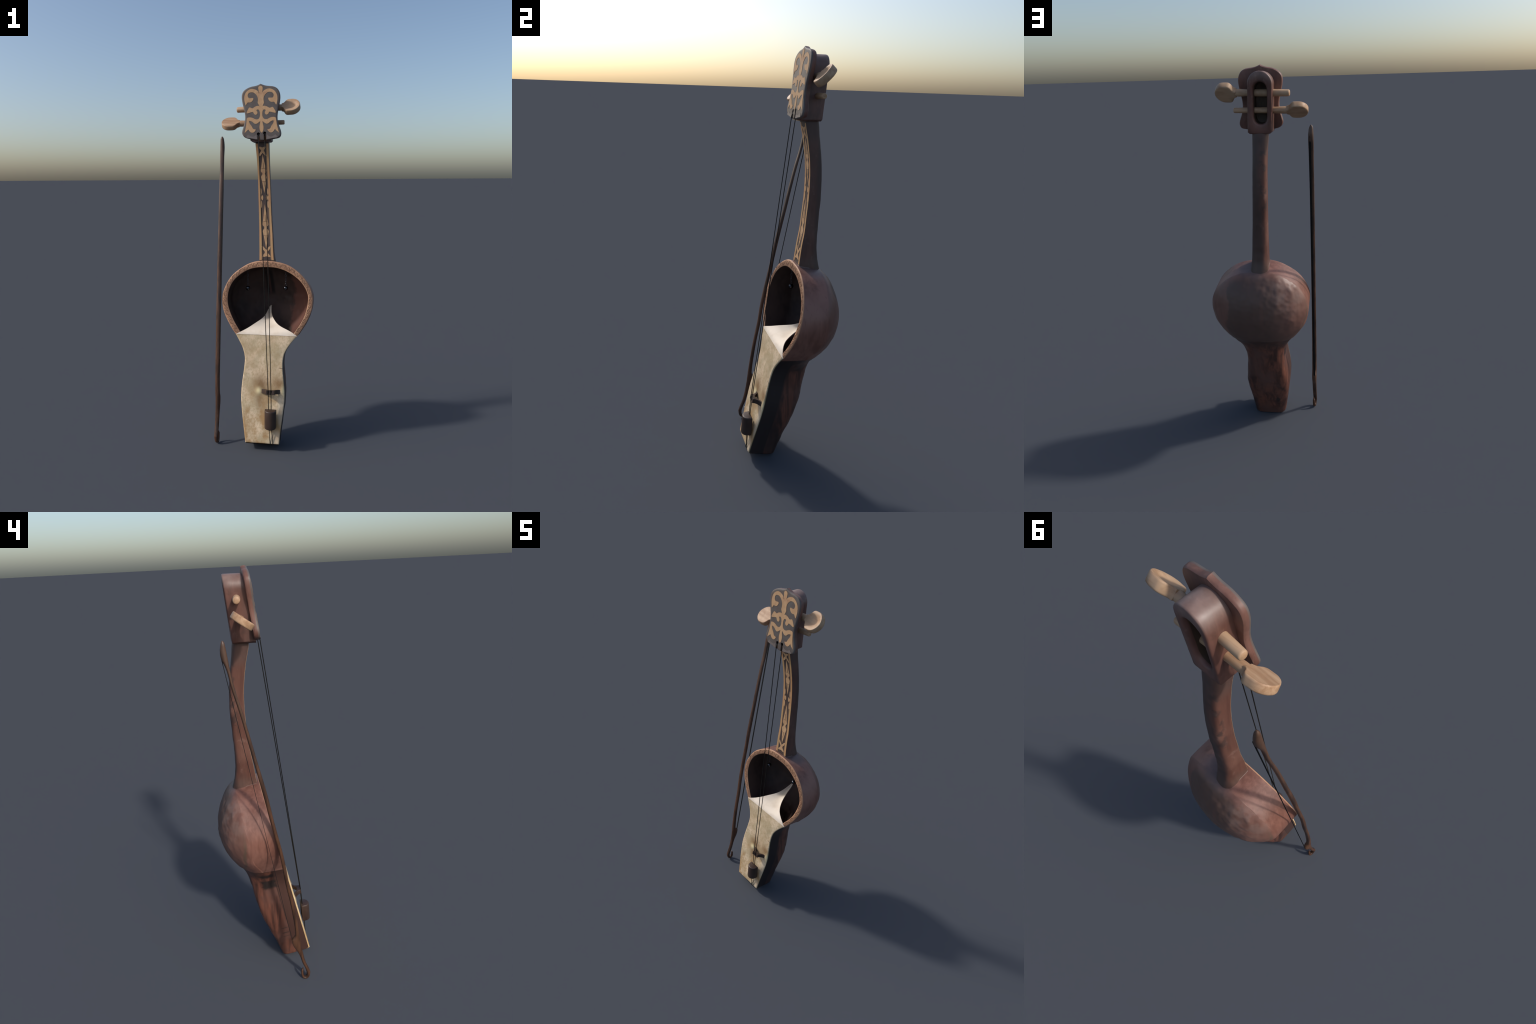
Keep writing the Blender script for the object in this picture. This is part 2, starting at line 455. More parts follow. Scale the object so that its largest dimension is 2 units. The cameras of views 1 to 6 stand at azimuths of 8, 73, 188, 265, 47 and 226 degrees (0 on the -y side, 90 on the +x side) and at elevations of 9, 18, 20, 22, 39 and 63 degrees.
# ------------------------------------------------------------------ the fiddle
fiddle = thing("fiddle", (.013, -.13, .0), "two-stringed carved wooden fiddle with an open bowl and hide front", "musical instrument")

# front plane frame: (x, v, d) -> world; v runs up the face, d goes back into the body
O = Vector((0, -.0715, .6275)); TV = Vector((0, .2218, .9751)); DV = Vector((0, .9751, -.2218))
def W(x, v, d): return Vector((x, 0, 0)) + O + TV * v + DV * d
def vz(z): return (z - .6275) / .9751

OUT_L = [(.011, 1.030), (-.028, 1.029), (-.085, 1.015), (-.132, .989), (-.179, .952), (-.211, .908), (-.230, .866), (-.239, .830),
         (-.239, .799), (-.231, .758), (-.215, .717), (-.193, .678), (-.172, .645), (-.154, .622), (-.134, .590), (-.117, .560),
         (-.104, .526), (-.098, .495), (-.099, .459), (-.103, .418), (-.108, .378), (-.112, .331), (-.113, .286), (-.109, .233),
         (-.102, .176), (-.092, .110), (-.083, .047)]
OUT_R = [(.011, 1.030), (.053, 1.027), (.104, 1.018), (.152, .999), (.197, .967), (.240, .921), (.264, .877), (.275, .838),
         (.276, .804), (.271, .768), (.258, .732), (.239, .692), (.219, .660), (.199, .630), (.172, .598), (.143, .559),
         (.124, .522), (.117, .482), (.117, .451), (.120, .416), (.126, .370), (.130, .330), (.131, .290), (.129, .255),
         (.124, .211), (.116, .145), (.110, .088), (.107, .047)]
IN_L = [(.011, .994), (-.041, .991), (-.093, .977), (-.140, .949), (-.178, .911), (-.200, .864), (-.206, .818), (-.202, .782),
        (-.186, .736), (-.161, .687), (-.128, .636), (-.100, .580), (-.078, .520), (-.068, .460)]
IN_R = [(.011, .994), (.058, .992), (.105, .981), (.153, .959), (.200, .924), (.233, .880), (.248, .840), (.246, .795),
        (.234, .745), (.214, .700), (.176, .642), (.140, .580), (.105, .520), (.088, .460)]
def outl(pts, n, lo=None):
    P = spline(pts, 600)
    if lo is not None: P = P[P[:, 1] >= lo]
    # even resample, bottom to top
    P = P[::-1]
    s = np.concatenate([[0], np.cumsum(np.linalg.norm(np.diff(P, axis=0), axis=1))])
    q = np.linspace(0, s[-1], n)
    return [(np.interp(t, s, P[:, 0]), vz(np.interp(t, s, P[:, 1]))) for t in q]

depth = curve1([-.62, -.59, -.51, -.44, -.378, -.31, -.245, -.17, -.115, -.07, -.03, .0, .025, .045, .07, .10, .14, .18, .20, .235, .265, .295, .33, .36, .385, .4, .4128],
               [.152, .154, .164, .174, .185, .194, .1965, .1955, .196, .202, .212, .220, .232, .243, .254, .2625, .2695, .272, .270, .262, .252, .238, .217, .195, .172, .152, .128])
def ring_v(d): return -.032 + .18 * d + .52 * d * d     # lower edge of the bowl, climbing towards the back

def section(L, R, rows_wall, rows_dome, inner=0.0):
    c = ((L[0] + R[0]) / 2, (L[1] + R[1]) / 2); h = ((R[0] - L[0]) / 2, (R[1] - L[1]) / 2)
    v = c[1]
    bowl = sstep(-.10, .02, v); box = sstep(-.03, -.20, v)
    D = depth(v) - inner
    if inner: D = min(D, .165 + .1 * sstep(-.12, .05, v))
    dc = min(.07 + (.052 + .010 * sstep(.27, .12, v) - .022 * sstep(.11, .0, v)) * bowl, D - .006)
    e = 2.1 + 2.9 * box
    kb = 1
    qd = .5 + .125 * bowl * sstep(-.03, .09, v)          # dome starts with a slight crease at the wall
    bulge = 0 if inner else .026 * sstep(.14, .29, v) * sstep(.412, .37, v)
    P = []
    def at(a, d):
        if a > 0: a *= 1 + bulge * math.sin(min(d / dc, 1) * math.pi / 2)
        return W(c[0] + a * h[0], c[1] + a * h[1], d)
    d0 = .004 if not inner else 0.0
    side = [d0 + (dc - d0) * i / rows_wall for i in range(rows_wall)]
    kk = lambda d: 1 + (kb - 1) * math.sin(min(d / dc, 1) * math.pi / 2)
    for d in side: P.append(at(-kk(d), d))
    for i in range(rows_dome + 1):
        t = math.pi * i / rows_dome
        ct, st = math.cos(t), math.sin(t)
        a = -math.copysign(abs(ct)**(2 / e), ct) * kb
        P.append(at(a, dc + (D - dc) * max(0., 1 - abs(ct)**2.0)**(qd * 2 / (2 + (e - 2) * (1 - bowl)))))
    for d in reversed(side): P.append(at(kk(d), d))
    return P

NS = 230
oL, oR = outl(OUT_L, NS), outl(OUT_R, NS)
rings = [section(oL[i], oR[i], 8, 110) for i in range(NS)]
# rounded, closed foot
base = rings[0]; cen = sum(base, Vector()) / len(base)
foot = []
for k, dn in ((.985, .006), (.955, .010)):
    foot.append([cen + (p - cen) * k - TV * dn for p in base])
rings = foot[::-1] + rings
# dents and lumps over the dome, stronger at the left shoulder
cnt = len(rings[0])
for i in range(3, len(rings) - 2):
    r0, r1, r2 = rings[i - 1], rings[i], rings[i + 1]
    new = []
    for j, p in enumerate(r1):
        if j < 10 or j > cnt - 11: new.append(p); continue
        nrm = (r2[j] - r0[j]).cross(r1[j + 1] - r1[j - 1])
        if nrm.length < 1e-9: new.append(p); continue
        nrm.normalize()
        if nrm.dot(DV) < 0: nrm = -nrm
        a = .0012
        a += .0042 * sstep(.03, -.04, p.x) * sstep(-.2, -.14, p.x) * sstep(.64, .74, p.z) * sstep(1.0, .92, p.z) * (.5 + noise.noise(p * 9))
        a += .0012 * sstep(.12, .17, (p - O).dot(DV))
        a += .0007 * sstep(.5, .45, p.z)
        q = p - O; qv, qd_ = q.dot(TV), q.dot(DV)
        lip = .0028 * sstep(-.0035, .0035, qv - ring_v(qd_)) * sstep(.16, .05, qv)
        h = noise.noise(Vector((p.x * 30, p.y * 24, p.z * 20 + p.x * 10))) + .4 * noise.noise(p * 52 + Vector((3, 1, 7)))
        new.append(p + nrm * (a * h * .8 + lip))
    rings[i] = new
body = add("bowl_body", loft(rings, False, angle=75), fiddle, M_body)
# foot face
bm_ = rings[0]
add("foot_face", mesh_from([*bm_, sum(bm_, Vector()) / len(bm_)], [(i, (i + 1) % len(bm_), len(bm_)) for i in range(len(bm_))]), fiddle, M_body)

NI = 120
iL, iR = outl(IN_L, NI), outl(IN_R, NI)
irings = [section(iL[i], iR[i], 8, 70, .028) for i in range(NI)]
for i in range(len(irings)):
    for j, p in enumerate(irings[i]):
        if 6 < j < len(irings[i]) - 7:
            irings[i][j] = p + DV * (.006 * noise.noise(p * 20) + .003 * noise.noise(p * 45))
cap = irings[0]
add("hollow", loft(irings, False, angle=40), fiddle, M_inside)

# carved rim, between the outer and inner outlines
rl, rr = outl(OUT_L, 110, .612), outl(OUT_R, 110, .606)
ql, qr = outl(IN_L, 110, .60), outl(IN_R, 110, .595)
def rim_mesh():
    outer = [*rl, *rr[::-1][1:]]; inner = [*ql, *qr[::-1][1:]]
    def toward(a, b, t):
        dx, dv = b[0] - a[0], b[1] - a[1]; n = math.hypot(dx, dv) or 1
        return (a[0] + dx / n * t, a[1] + dv / n * t)
    rows = []
    rows.append([W(*p, .0045) for p in outer])
    rows.append([W(*toward(p, q, .0015), .0010) for p, q in zip(outer, inner)])
    rows.append([W(*toward(p, q, .0045), -.0004) for p, q in zip(outer, inner)])
    rows.append([W(*toward(q, p, .0035), -.0004) for p, q in zip(outer, inner)])
    rows.append([W(*toward(q, p, .0008), .0012) for p, q in zip(outer, inner)])
    rows.append([W(*q, .005) for q in inner])
    mid = [((p[0] + q[0]) / 2, (p[1] + q[1]) / 2, math.hypot(p[0] - q[0], p[1] - q[1])) for p, q in zip(outer, inner)]
    return loft(rows, False, angle=60), outer, inner
rmesh, r_out, r_in = rim_mesh()
add("carved_rim", rmesh, fiddle, M_rim)

# scroll carving along the rim: incised spirals joined by waves
def rim_point(t, w):
    """t: fraction along the rim, w: -1 (inner) .. 1 (outer)"""
    f = t * (len(r_out) - 1); i = int(min(f, len(r_out) - 2)); u = f - i
    po = [r_out[i][k] * (1 - u) + r_out[i + 1][k] * u for k in (0, 1)]
    pi = [r_in[i][k] * (1 - u) + r_in[i + 1][k] * u for k in (0, 1)]
    a = .5 + .5 * w
    return W(pi[0] + (po[0] - pi[0]) * a, pi[1] + (po[1] - pi[1]) * a, -.0007)
rim_len = sum(math.dist(r_out[i], r_out[i + 1]) for i in range(len(r_out) - 1)) * .93
cv, cf = [], []
def ribbon(pts, w):
    base = len(cv); n = len(pts)
    for i, p in enumerate(pts):
        t = (pts[min(i + 1, n - 1)] - pts[max(i - 1, 0)]).normalized()
        s = t.cross(DV).normalized() * (w * (.35 + .65 * math.sin(math.pi * (i + .5) / n)))
        cv.append(p + s); cv.append(p - DV * .0005); cv.append(p - s)
    for i in range(n - 1):
        a = base + 3 * i
        cf.append((a, a + 1, a + 4, a + 3)); cf.append((a + 1, a + 2, a + 5, a + 4))
count = 42
pitch = 1.0 / count
half_w = .5 * .033
for k in range(count):
    t0 = (k + .5) * pitch
    sgn = 1 if k % 2 else -1
    if k >= count // 2: sgn = -sgn
    mirror = 1 if t0 < .5 else -1
    ph = random.uniform(-.3, .3)
    pts = []
    for i in range(34):
        a = i / 33
        if a < .72:
            q = a / .72
            ang = ph + 2 * math.pi * 1.55 * (1 - q)
            rad = .0022 + .0085 * (q)
            du = rad * math.cos(ang) * mirror; dw = rad * math.sin(ang) * sgn
        else:
            q = (a - .72) / .28
            du = (.0107 * math.cos(ph) + q * .022) * mirror; dw = (.0107 * math.sin(ph) * (1 - q) - .009 * math.sin(q * math.pi * .8)) * sgn
        pts.append(rim_point(min(max(t0 + du / rim_len, .002), .998), max(min(dw / half_w, .82), -.82)))
    ribbon(pts, .0011)
    for off in (.45, .62):       # loose leaf strokes between spirals
        pts = []
        for i in range(9):
            a = i / 8
            tt = t0 + mirror * (off * pitch + (a - .5) * .012 / rim_len)
            pts.append(rim_point(min(max(tt, .002), .998), sgn * (.75 - 1.3 * a + .35 * math.sin(a * 5 + ph)) * (.9 if off < .5 else -.7)))
        ribbon(pts, .0009)
me = mesh_from(cv, cf, 80, recalc=False)
add("rim_carving", me, fiddle, M_rim_line, stuff=True)

# ---- hide front: a tight sheet wrapped over the lower box
sl = [p for p in outl(OUT_L, 330) if p[1] <= vz(.6235)]
sr_ = [p for p in outl(OUT_R, 330) if p[1] <= vz(.6205)]
def resamp(P, n):
    P = np.array(P); s = np.concatenate([[0], np.cumsum(np.linalg.norm(np.diff(P, axis=0), axis=1))])
    q = np.linspace(0, s[-1], n); return [(np.interp(t, s, P[:, 0]), np.interp(t, s, P[:, 1])) for t in q]
SN = 110
sl, sr_ = resamp(sl, SN), resamp(sr_, SN)
NC = 48
rows = []
def skin_bump(x, v, a):
    z = .6275 + v * .9751
    h = .0012 * noise.noise(Vector((x * 14, z * 14, 2.)))
    # the hide dips between the waist edges and lifts under the bridge feet
    h += .0035 * math.exp(-((x + .014) / .02)**2 - ((z - .322) / .024)**2)
    h += .0030 * math.exp(-((x - .116) / .016)**2 - ((z - .325) / .028)**2)
    h -= .0022 * math.exp(-((x - .05) / .05)**2 - ((z - .30) / .09)**2)
    return h * sstep(1.0, .88, abs(a))
for i in range(SN):
    L, R = sl[i], sr_[i]
    row = []
    prof = [(-.985, .0075), (-.995, .0070), (-.9965, .0045), (-.995, .0008), (-.984, -.0020)]
    prof += [(-.96 + 1.92 * k / NC, -.003) for k in range(NC + 1)]
    prof += [(.984, -.0020), (.995, .0008), (.9965, .0045), (.995, .0070), (.985, .0075)]
    wid = abs(R[0] - L[0]) / 2
    for a, d in prof:
        aa = math.copysign(1 + (abs(a) - 1) * .115 / wid, a) if abs(a) > .98 else a
        c = ((L[0] + R[0]) / 2 + aa * (R[0] - L[0]) / 2, (L[1] + R[1]) / 2 + aa * (R[1] - L[1]) / 2)
        dd = d - (skin_bump(c[0], c[1], a) if abs(a) < .97 else 0)
        row.append(W(c[0], c[1] , dd))
    rows.append(row)
# wrapped lower edge
b0 = rows[0]
low = [p - TV * .003 + DV * .002 for p in b0]
low2 = [p - TV * .004 + DV * .010 for p in b0]
rows = [low2, low] + rows
top = [p + DV * .010 + TV * .001 for p in rows[-1]]
rows.append(top)
skin = loft(rows, False, angle=60)
so = add("hide_front", skin, fiddle, M_skin)
skin.materials.append(M_skin_edge)
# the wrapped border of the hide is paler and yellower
ncol = len(rows[0])
for f in skin.polygons:
    c = f.center
    q = (c - O); v = q.dot(TV); d = q.dot(DV)
    if d > .0006 and v < vz(.615): f.material_index = 1

# fold strip where the hide turns inwards
# ---- flap: hide pulled inwards to a point at the back of the bowl
fl = [(-.152, -.0735, .6235), (-.128, -.068, .6345), (-.096, -.050, .648), (-.067, -.022, .662), (-.040, .018, .6735), (-.015, .056, .687),
      (.000, .088, .703), (.010, .125, .722), (.0155, .150, .734), (.017, .190, .727)]
fr = [(.1935, -.0735, .6220), (.160, -.064, .642), (.135, -.053, .651), (.101, -.0305, .660), (.074, .001, .669), (.049, .049, .684),
      (.039, .076, .691), (.031, .105, .703), (.026, .134, .717), (.0245, .150, .7345), (.0255, .190, .727)]
FN = 60
FL, FR = spline(fl, FN), spline(fr, FN)
G, NB = [], 30
for i in range(FN):
    r = []
    for j in range(NB + 1):
        a = j / NB
        p = Vector(FL[i]) * (1 - a) + Vector(FR[i]) * a
        s = math.sin(math.pi * a)
        p += Vector((0, .35, -1)).normalized() * (.010 * s * math.sin(math.pi * i / (FN - 1)) + .002 * noise.noise(p * 18) * s)
        r.append(p)
    G.append(r)
def sheet(G, th, ang=60):
    rings = []
    for i, r in enumerate(G):
        nn = []
        for j in range(len(r)):
            a = G[min(i + 1, len(G) - 1)][j] - G[max(i - 1, 0)][j]; b = r[min(j + 1, len(r) - 1)] - r[max(j - 1, 0)]
            nn.append(a.cross(b).normalized() * th)
        rings.append([p + n for p, n in zip(r, nn)] + [p - n for p, n in zip(reversed(r), reversed(nn))])
    return loft(rings, True, True, True, ang)
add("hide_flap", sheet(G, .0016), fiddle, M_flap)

# ---- neck
nk_front = curve1([1.70, 1.685, 1.657, 1.619, 1.572, 1.529, 1.484, 1.427, 1.373, 1.334, 1.27, 1.185, 1.121, 1.065, 1.03, 1.0, .98],
                  [.040, .042, .047, .056, .064, .070, .074, .076, .075, .073, .067, .059, .048, .041, .0365, .034, .033])
nk_back = curve1([1.71, 1.68, 1.64, 1.60, 1.53, 1.47, 1.41, 1.35, 1.28, 1.20, 1.15, 1.10, 1.07, 1.04, 1.01, .98, .94],
                 [.107, .111, .116, .122, .132, .137, .140, .139, .1355, .131, .1295, .1305, .1335, .1385, .146, .153, .158])
nk_left = curve1([1.71, 1.69, 1.61, 1.50, 1.39, 1.27, 1.156, 1.06, 1.03, .98], [-.054, -.053, -.048, -.044, -.042, -.038, -.035, -.033, -.033, -.034])
nk_right = curve1([1.71, 1.69, 1.61, 1.50, 1.39, 1.27, 1.156, 1.06, 1.03, .98], [.0215, .022, .022, .025, .029, .035, .043, .049, .052, .054])
rings = []
for i in range(120):
    z = 1.705 + (.945 - 1.705) * i / 119
    yf, yb, xl, xr = nk_front(z), nk_back(z), nk_left(z), nk_right(z)
    flare = sstep(1.06, 1.0, z) * .003
    cx, hw = (xl + xr) / 2, (xr - xl) / 2
    r = [(cx - hw * .97, yf, z), (cx + hw * .97, yf, z), (cx + hw * 1.0, yf + .003, z)]
    ym = yf + (yb - yf) * .55
    for k in range(4): r.append((cx + hw + .001 * math.sin(k), yf + .004 + (ym - yf - .004) * k / 4, z))
    for k in range(25):
        t = math.pi * k / 24
        e = 3.0
        ct, st = math.cos(t), math.sin(t)
        xx = cx + (hw + flare) * math.copysign(abs(ct)**(2 / e), ct); yy = ym + (yb - ym) * st**(2 / e)
        lump = .0016 * noise.noise(Vector((xx * 30, yy * 30, z * 22))) * sstep(.1, .6, st)
        r.append((xx, yy + lump, z))
    for k in range(4, 0, -1): r.append((cx - hw, yf + .004 + (ym - yf - .004) * (k - 1) / 4 + .0001, z))
    r.append((cx - hw, yf + .003, z))
    # the foot of the neck is cut on the slope of the bowl's shoulder
    rings.append([Vector((x, y, max(zz, 1.014 - .2275 * (y - .02)))) for x, y, zz in r])
add("neck", loft(rings, True, True, True, 38), fiddle, M_neck)

# worn pale edge where the heel of the neck sits on the bowl's shoulder
heel = []
for x, y in ((-.0335, .125), (-.0335, .09), (-.0335, .06), (-.0335, .040), (-.0315, .0362), (-.010, .0355), (.015, .0355), (.040, .0355), (.0505, .0365), (.0525, .040), (.0525, .06), (.0525, .09), (.0525, .125)):
    heel.append((x, y, 1.0275 - .2275 * (y - .02) - .35 * (x - .011)**2))
add("heel_edge", tube(chaikin(heel, 1, False), .0020, 8), fiddle, M_heel)

# fingerboard decoration: place(u,z,h) puts a point on the curved neck front
def on_neck(u, z, h):
    xl, xr = nk_left(z), nk_right(z); c, w = (xl + xr) / 2, (xr - xl) / 2
    e = .004; s = (nk_front(z + e) - nk_front(z - e)) / (2 * e)
    n = Vector((0, -1, s)).normalized()
    return Vector((c + u * w, nk_front(z), z)) + n * h
def zpx(p): return float(np.interp(p, [286.5, 313, 352.9, 392.7, 434, 475.6, 508.7, 521], [1.684, 1.612, 1.503, 1.391, 1.274, 1.156, 1.063, 1.030]))
def strip(u0, u1, z0, z1): return [(u0, z0), (u1, z0), (u1, z1), (u0, z1)]
add("fingerboard", inlay_mesh(strip(-.97, .97, 1.029, 1.697), on_neck, .0012, .02), fiddle, M_panel)
for u0, u1 in ((-.965, -.66), (.66, .965)):
    add("edge_strip", inlay_mesh(strip(u0, u1, 1.031, 1.682), on_neck, .0019, .02), fiddle, M_edge)
    c = -.60 if u0 < 0 else .60
    add("strip_border", inlay_mesh(strip(c - .06, c + .06, 1.035, 1.68), on_neck, .0018, .02), fiddle, M_border_shade)
def lens(half):   # half outline (u>=0 side), px heights -> closed polygon symmetric in u
    h = [(u, zpx(y)) for u, y in half]
    return h + [(-u, z) for u, z in reversed(h) if abs(u) > 1e-4]
def spear(y0, yc, y1):
    a, b = yc - y0, y1 - yc
    half = [(0, y0), (.12, y0 + .25 * a), (.27, y0 + .52 * a), (.42, y0 + .78 * a), (.46, y0 + .86 * a), (.40, y0 + .91 * a), (.21, yc - .03 * a), (.21, yc + .04 * b),
            (.40, yc + .12 * b), (.45, yc + .18 * b), (.40, yc + .26 * b), (.28, yc + .45 * b), (.13, yc + .75 * b), (0, y1)]
    return half
def inlay(poly, mat=None, th=.0022, step=.012, name="inlay"):
    return add(name, inlay_mesh(poly, on_neck, th, step), fiddle, mat or M_tan)
for y0, yc, y1 in ((308.5, 347.5, 386.5), (408.5, 455, 497)):
    inlay(lens(spear(y0, yc, y1)))
    for ya, yb, s in ((yc - .20 * (yc - y0), yc - .55 * (yc - y0), -1), (yc + .32 * (y1 - yc), yc + .66 * (y1 - yc), 1)):
        lines = [[(-.33, ya - 2.5 * -s), (0, ya + 3.0 * s), (.33, ya - 2.5 * -s)], [(0, ya + 3 * s), (0, yb)]]
        for L in lines:   # incised Y marks
            pts = [on_neck(u, zpx(y), .0023) for u, y in L]
            fine = []
            for i in range(len(pts) - 1):
                for k in range(6): fine.append(pts[i].lerp(pts[i + 1], k / 6))
            fine.append(pts[-1])
            add("cut_line", tube(fine, .0008, 6), fiddle, M_groove)
def mirrored(poly):
    return [poly, [(-u, z) for u, z in reversed(poly)]]
# X motifs at both ends
for yt, yc, yb in ((293.5, 300.5, 312.5), (514.0, 505.0, 492.0)):
    half = [(0, yt + (1.5 if yt < yb else -1.5)), (.30, yt), (.60, yt), (.50, yt + (yc - yt) * .35), (.22, yc - (yc - yt) * .1), (.20, yc + (yb - yc) * .12), (.50, yc + (yb - yc) * .55), (.66, yb),
            (.42, yb - (yb - yc) * .05), (0, yc + (yb - yc) * .40)]
    inlay(lens(half))
# middle band: paired leaves
for yc, ry, uc, ru in ((395.5, 5.0, .36, .15), (383., 6.5, .56, .11), (408.5, 7.5, .55, .13), (396., 4.5, .60, .08)):
    poly = [(uc + ru * math.cos(t), zpx(yc + ry * math.sin(t))) for t in np.linspace(0, 2 * math.pi, 17)[:-1]]
    for q in mirrored(poly): inlay(q)

# ---- head plate
PL_R = [(-.022, 2.000), (-.008, 1.994), (.012, 1.9885), (.047, 1.984), (.067, 1.975), (.081, 1.957), (.0865, 1.931), (.084, 1.901), (.0765, 1.861), (.0725, 1.821),
        (.0775, 1.790), (.088, 1.760), (.0945, 1.735), (.089, 1.716), (.060, 1.706), (.024, 1.698), (-.008, 1.6955)]
PL_L = [(-.008, 1.6955), (-.035, 1.697), (-.076, 1.706), (-.111, 1.720), (-.1195, 1.737), (-.116, 1.760), (-.108, 1.790), (-.104, 1.821), (-.1065, 1.845), (-.115, 1.879),
        (-.123, 1.915), (-.1245, 1.937), (-.119, 1.957), (-.100, 1.974), (-.073, 1.985), (-.050, 1.989), (-.036, 1.993), (-.022, 2.000)]
pr, pl = spline(PL_R, 80), spline(PL_L, 80)
plate2d = np.array([*pr[:-1], *pl[:-1]])
def on_plate(x, z, h):     # h in front of the plate's face
    n = Vector((0, -1, .133)).normalized()
    return Vector((x, -.004 + .133 * (z - 1.73), z)) + n * h
PT = .0275
loops = []
for ins, dep in ((.0095, .0), (.0045, .0004), (.0018, .0018), (.0004, .0045), (0, .009), (0, .018), (.0008, .0225), (.003, .0258), (.007, .0275)):
    q = offset2d(plate2d, ins)
    loops.append([on_plate(x, z, -dep) for x, z in q])
plate_me = loft(loops, True, True, True, 50)
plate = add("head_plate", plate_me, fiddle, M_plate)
# string holes with grooves running down to the lower edge
def cutter():
    bm = bmesh.new()
    for cx, cz in ((-.029, 1.7275), (.005, 1.7315)):
        path = [on_plate(cx, cz + .003, .004), on_plate(cx, cz + .001, -.012), on_plate(cx, cz - .002, -.030)]
        me = tube(path, [.0088, .0082, .0075], 20)
        bm.from_mesh(me)
    me = bpy.data.meshes.new("cut"); bm.to_mesh(me); bm.free()
    bm = bmesh.new()
    for cx, cz in ((-.029, 1.7275), (.005, 1.7315)):
        path = [on_plate(cx, cz + .002, -.002), on_plate(cx + .0015, cz - .018, -.004), on_plate(cx + .004, cz - .045, -.006)]
        m2 = tube(path, [.0055, .0075, .0085], 16)
        bm.from_mesh(m2)
    me2 = bpy.data.meshes.new("cut2"); bm.to_mesh(me2); bm.free()
    return [me, me2]
def boolean(obj, cuts):
    helpers = []
    for c in cuts:
        h = bpy.data.objects.new("helper", c); scene.collection.objects.link(h); helpers.append(h)
        h.location = (0, 0, 0)
        md = obj.modifiers.new("cut", 'BOOLEAN'); md.operation = 'DIFFERENCE'; md.object = h; md.solver = 'EXACT'
    bpy.context.view_layer.update()
    dg = bpy.context.evaluated_depsgraph_get()
    me = bpy.data.meshes.new_from_object(obj.evaluated_get(dg))
    bm = bmesh.new(); bm.from_mesh(me)
    for e in bm.edges:
        e.smooth = not (len(e.link_faces) == 2 and e.calc_face_angle(0) > math.radians(28))
    bm.to_mesh(me); bm.free()
    obj.modifiers.clear(); obj.data = me
    for h in helpers: bpy.data.objects.remove(h)
boolean(plate, cutter())

# scrolling ornament, described by its left half in a drawing 100 px = 15.7 units high;
# each entry is (distance from the axis, height) and both halves share the axis
def axis_at(y): return 792 + (y - 265) * .0262
ORN = [(797, 335), (757, 345), (722, 385), (735, 450), (747, 545), (735, 540), (712, 495), (645, 455), (560, 425), (480, 428), (400, 465), (330, 530),
       (290, 620), (280, 710), (292, 800), (325, 935), (355, 880), (392, 822), (450, 838), (510, 822), (555, 775), (577, 722), (550, 697), (480, 708),
       (425, 703), (392, 650), (393, 590), (430, 545), (500, 523), (570, 530), (630, 570), (685, 630), (714, 700), (720, 770), (704, 850), (734, 892),
       (770, 972), (742, 942), (690, 945), (620, 965), (550, 1015), (505, 1003), (443, 975), (400, 1050), (358, 1125), (362, 1168), (440, 1148), (562, 1112), (582, 1170),
       (620, 1207), (662, 1210), (697, 1180), (700, 1130), (662, 1078), (690, 1050), (740, 1055), (768, 1095), (784, 1180), (779, 1270), (745, 1330),
       (690, 1355), (620, 1345), (560, 1310), (500, 1288), (420, 1286), (365, 1298), (358, 1390), (338, 1560), (285, 1780), (330, 1715), (350, 1712), (410, 1640),
       (440, 1690), (480, 1735), (545, 1755), (612, 1720), (655, 1650), (600, 1652), (550, 1628), (520, 1555), (458, 1485), (424, 1390), (480, 1388),
       (550, 1424), (600, 1474), (660, 1490), (722, 1455), (793, 1390), (780, 1480), (759, 1580), (776, 1690), (828, 1772)]
U0 = 520.7 - 795 / 15.68
def orn_pt(x, y):
    z = 2.000 - (y - 265) * (2.000 - 1.7335) / (1769 - 265) * 1.0
    axis_x = -.022 + (2.0 - z) * .042
    return (axis_x + (x - axis_at(y)) * .000174, z)
left = ORN[1:-1]
right = [(2 * axis_at(y) - x, y) for x, y in reversed(left)]
full = [(axis_at(ORN[0][1]), ORN[0][1])] + left + [(axis_at(ORN[-1][1]), ORN[-1][1])] + right
full = chaikin(full, 2)
def band_mesh(outline, place, out, inn, h):
    o = np.array(outline); A, B = offset2d(o, -out), offset2d(o, inn)
    n = len(o); V = [place(*p, h) for p in A] + [place(*p, h) for p in B]
    return mesh_from(V, [(i, (i + 1) % n, n + (i + 1) % n, n + i) for i in range(n)], 80)
add("inlay_edge_shade", band_mesh([orn_pt(*p) for p in full], on_plate, .0013, .0006, .0004), fiddle, M_border_shade)  # brown band added round the ornament: shading of its carved edges as colour
add("scroll_inlay", inlay_mesh([orn_pt(*p) for p in full], on_plate, .0009), fiddle, M_tan)
# raised wavy lip either side of the string holes
LIP = [(300, 1850), (345, 1885), (400, 1795), (470, 1858), (550, 1880), (620, 1855), (672, 1800), (672, 1860), (690, 1925), (700, 1950), (600, 1940), (480, 1915), (350, 1905)]
lip = chaikin(LIP, 2)
for poly in (lip, [(2 * axis_at(y) - x, y) for x, y in reversed(lip)]):
    add("carved_lip", inlay_mesh([orn_pt(*p) for p in poly], on_plate, .0010), fiddle, M_lip)

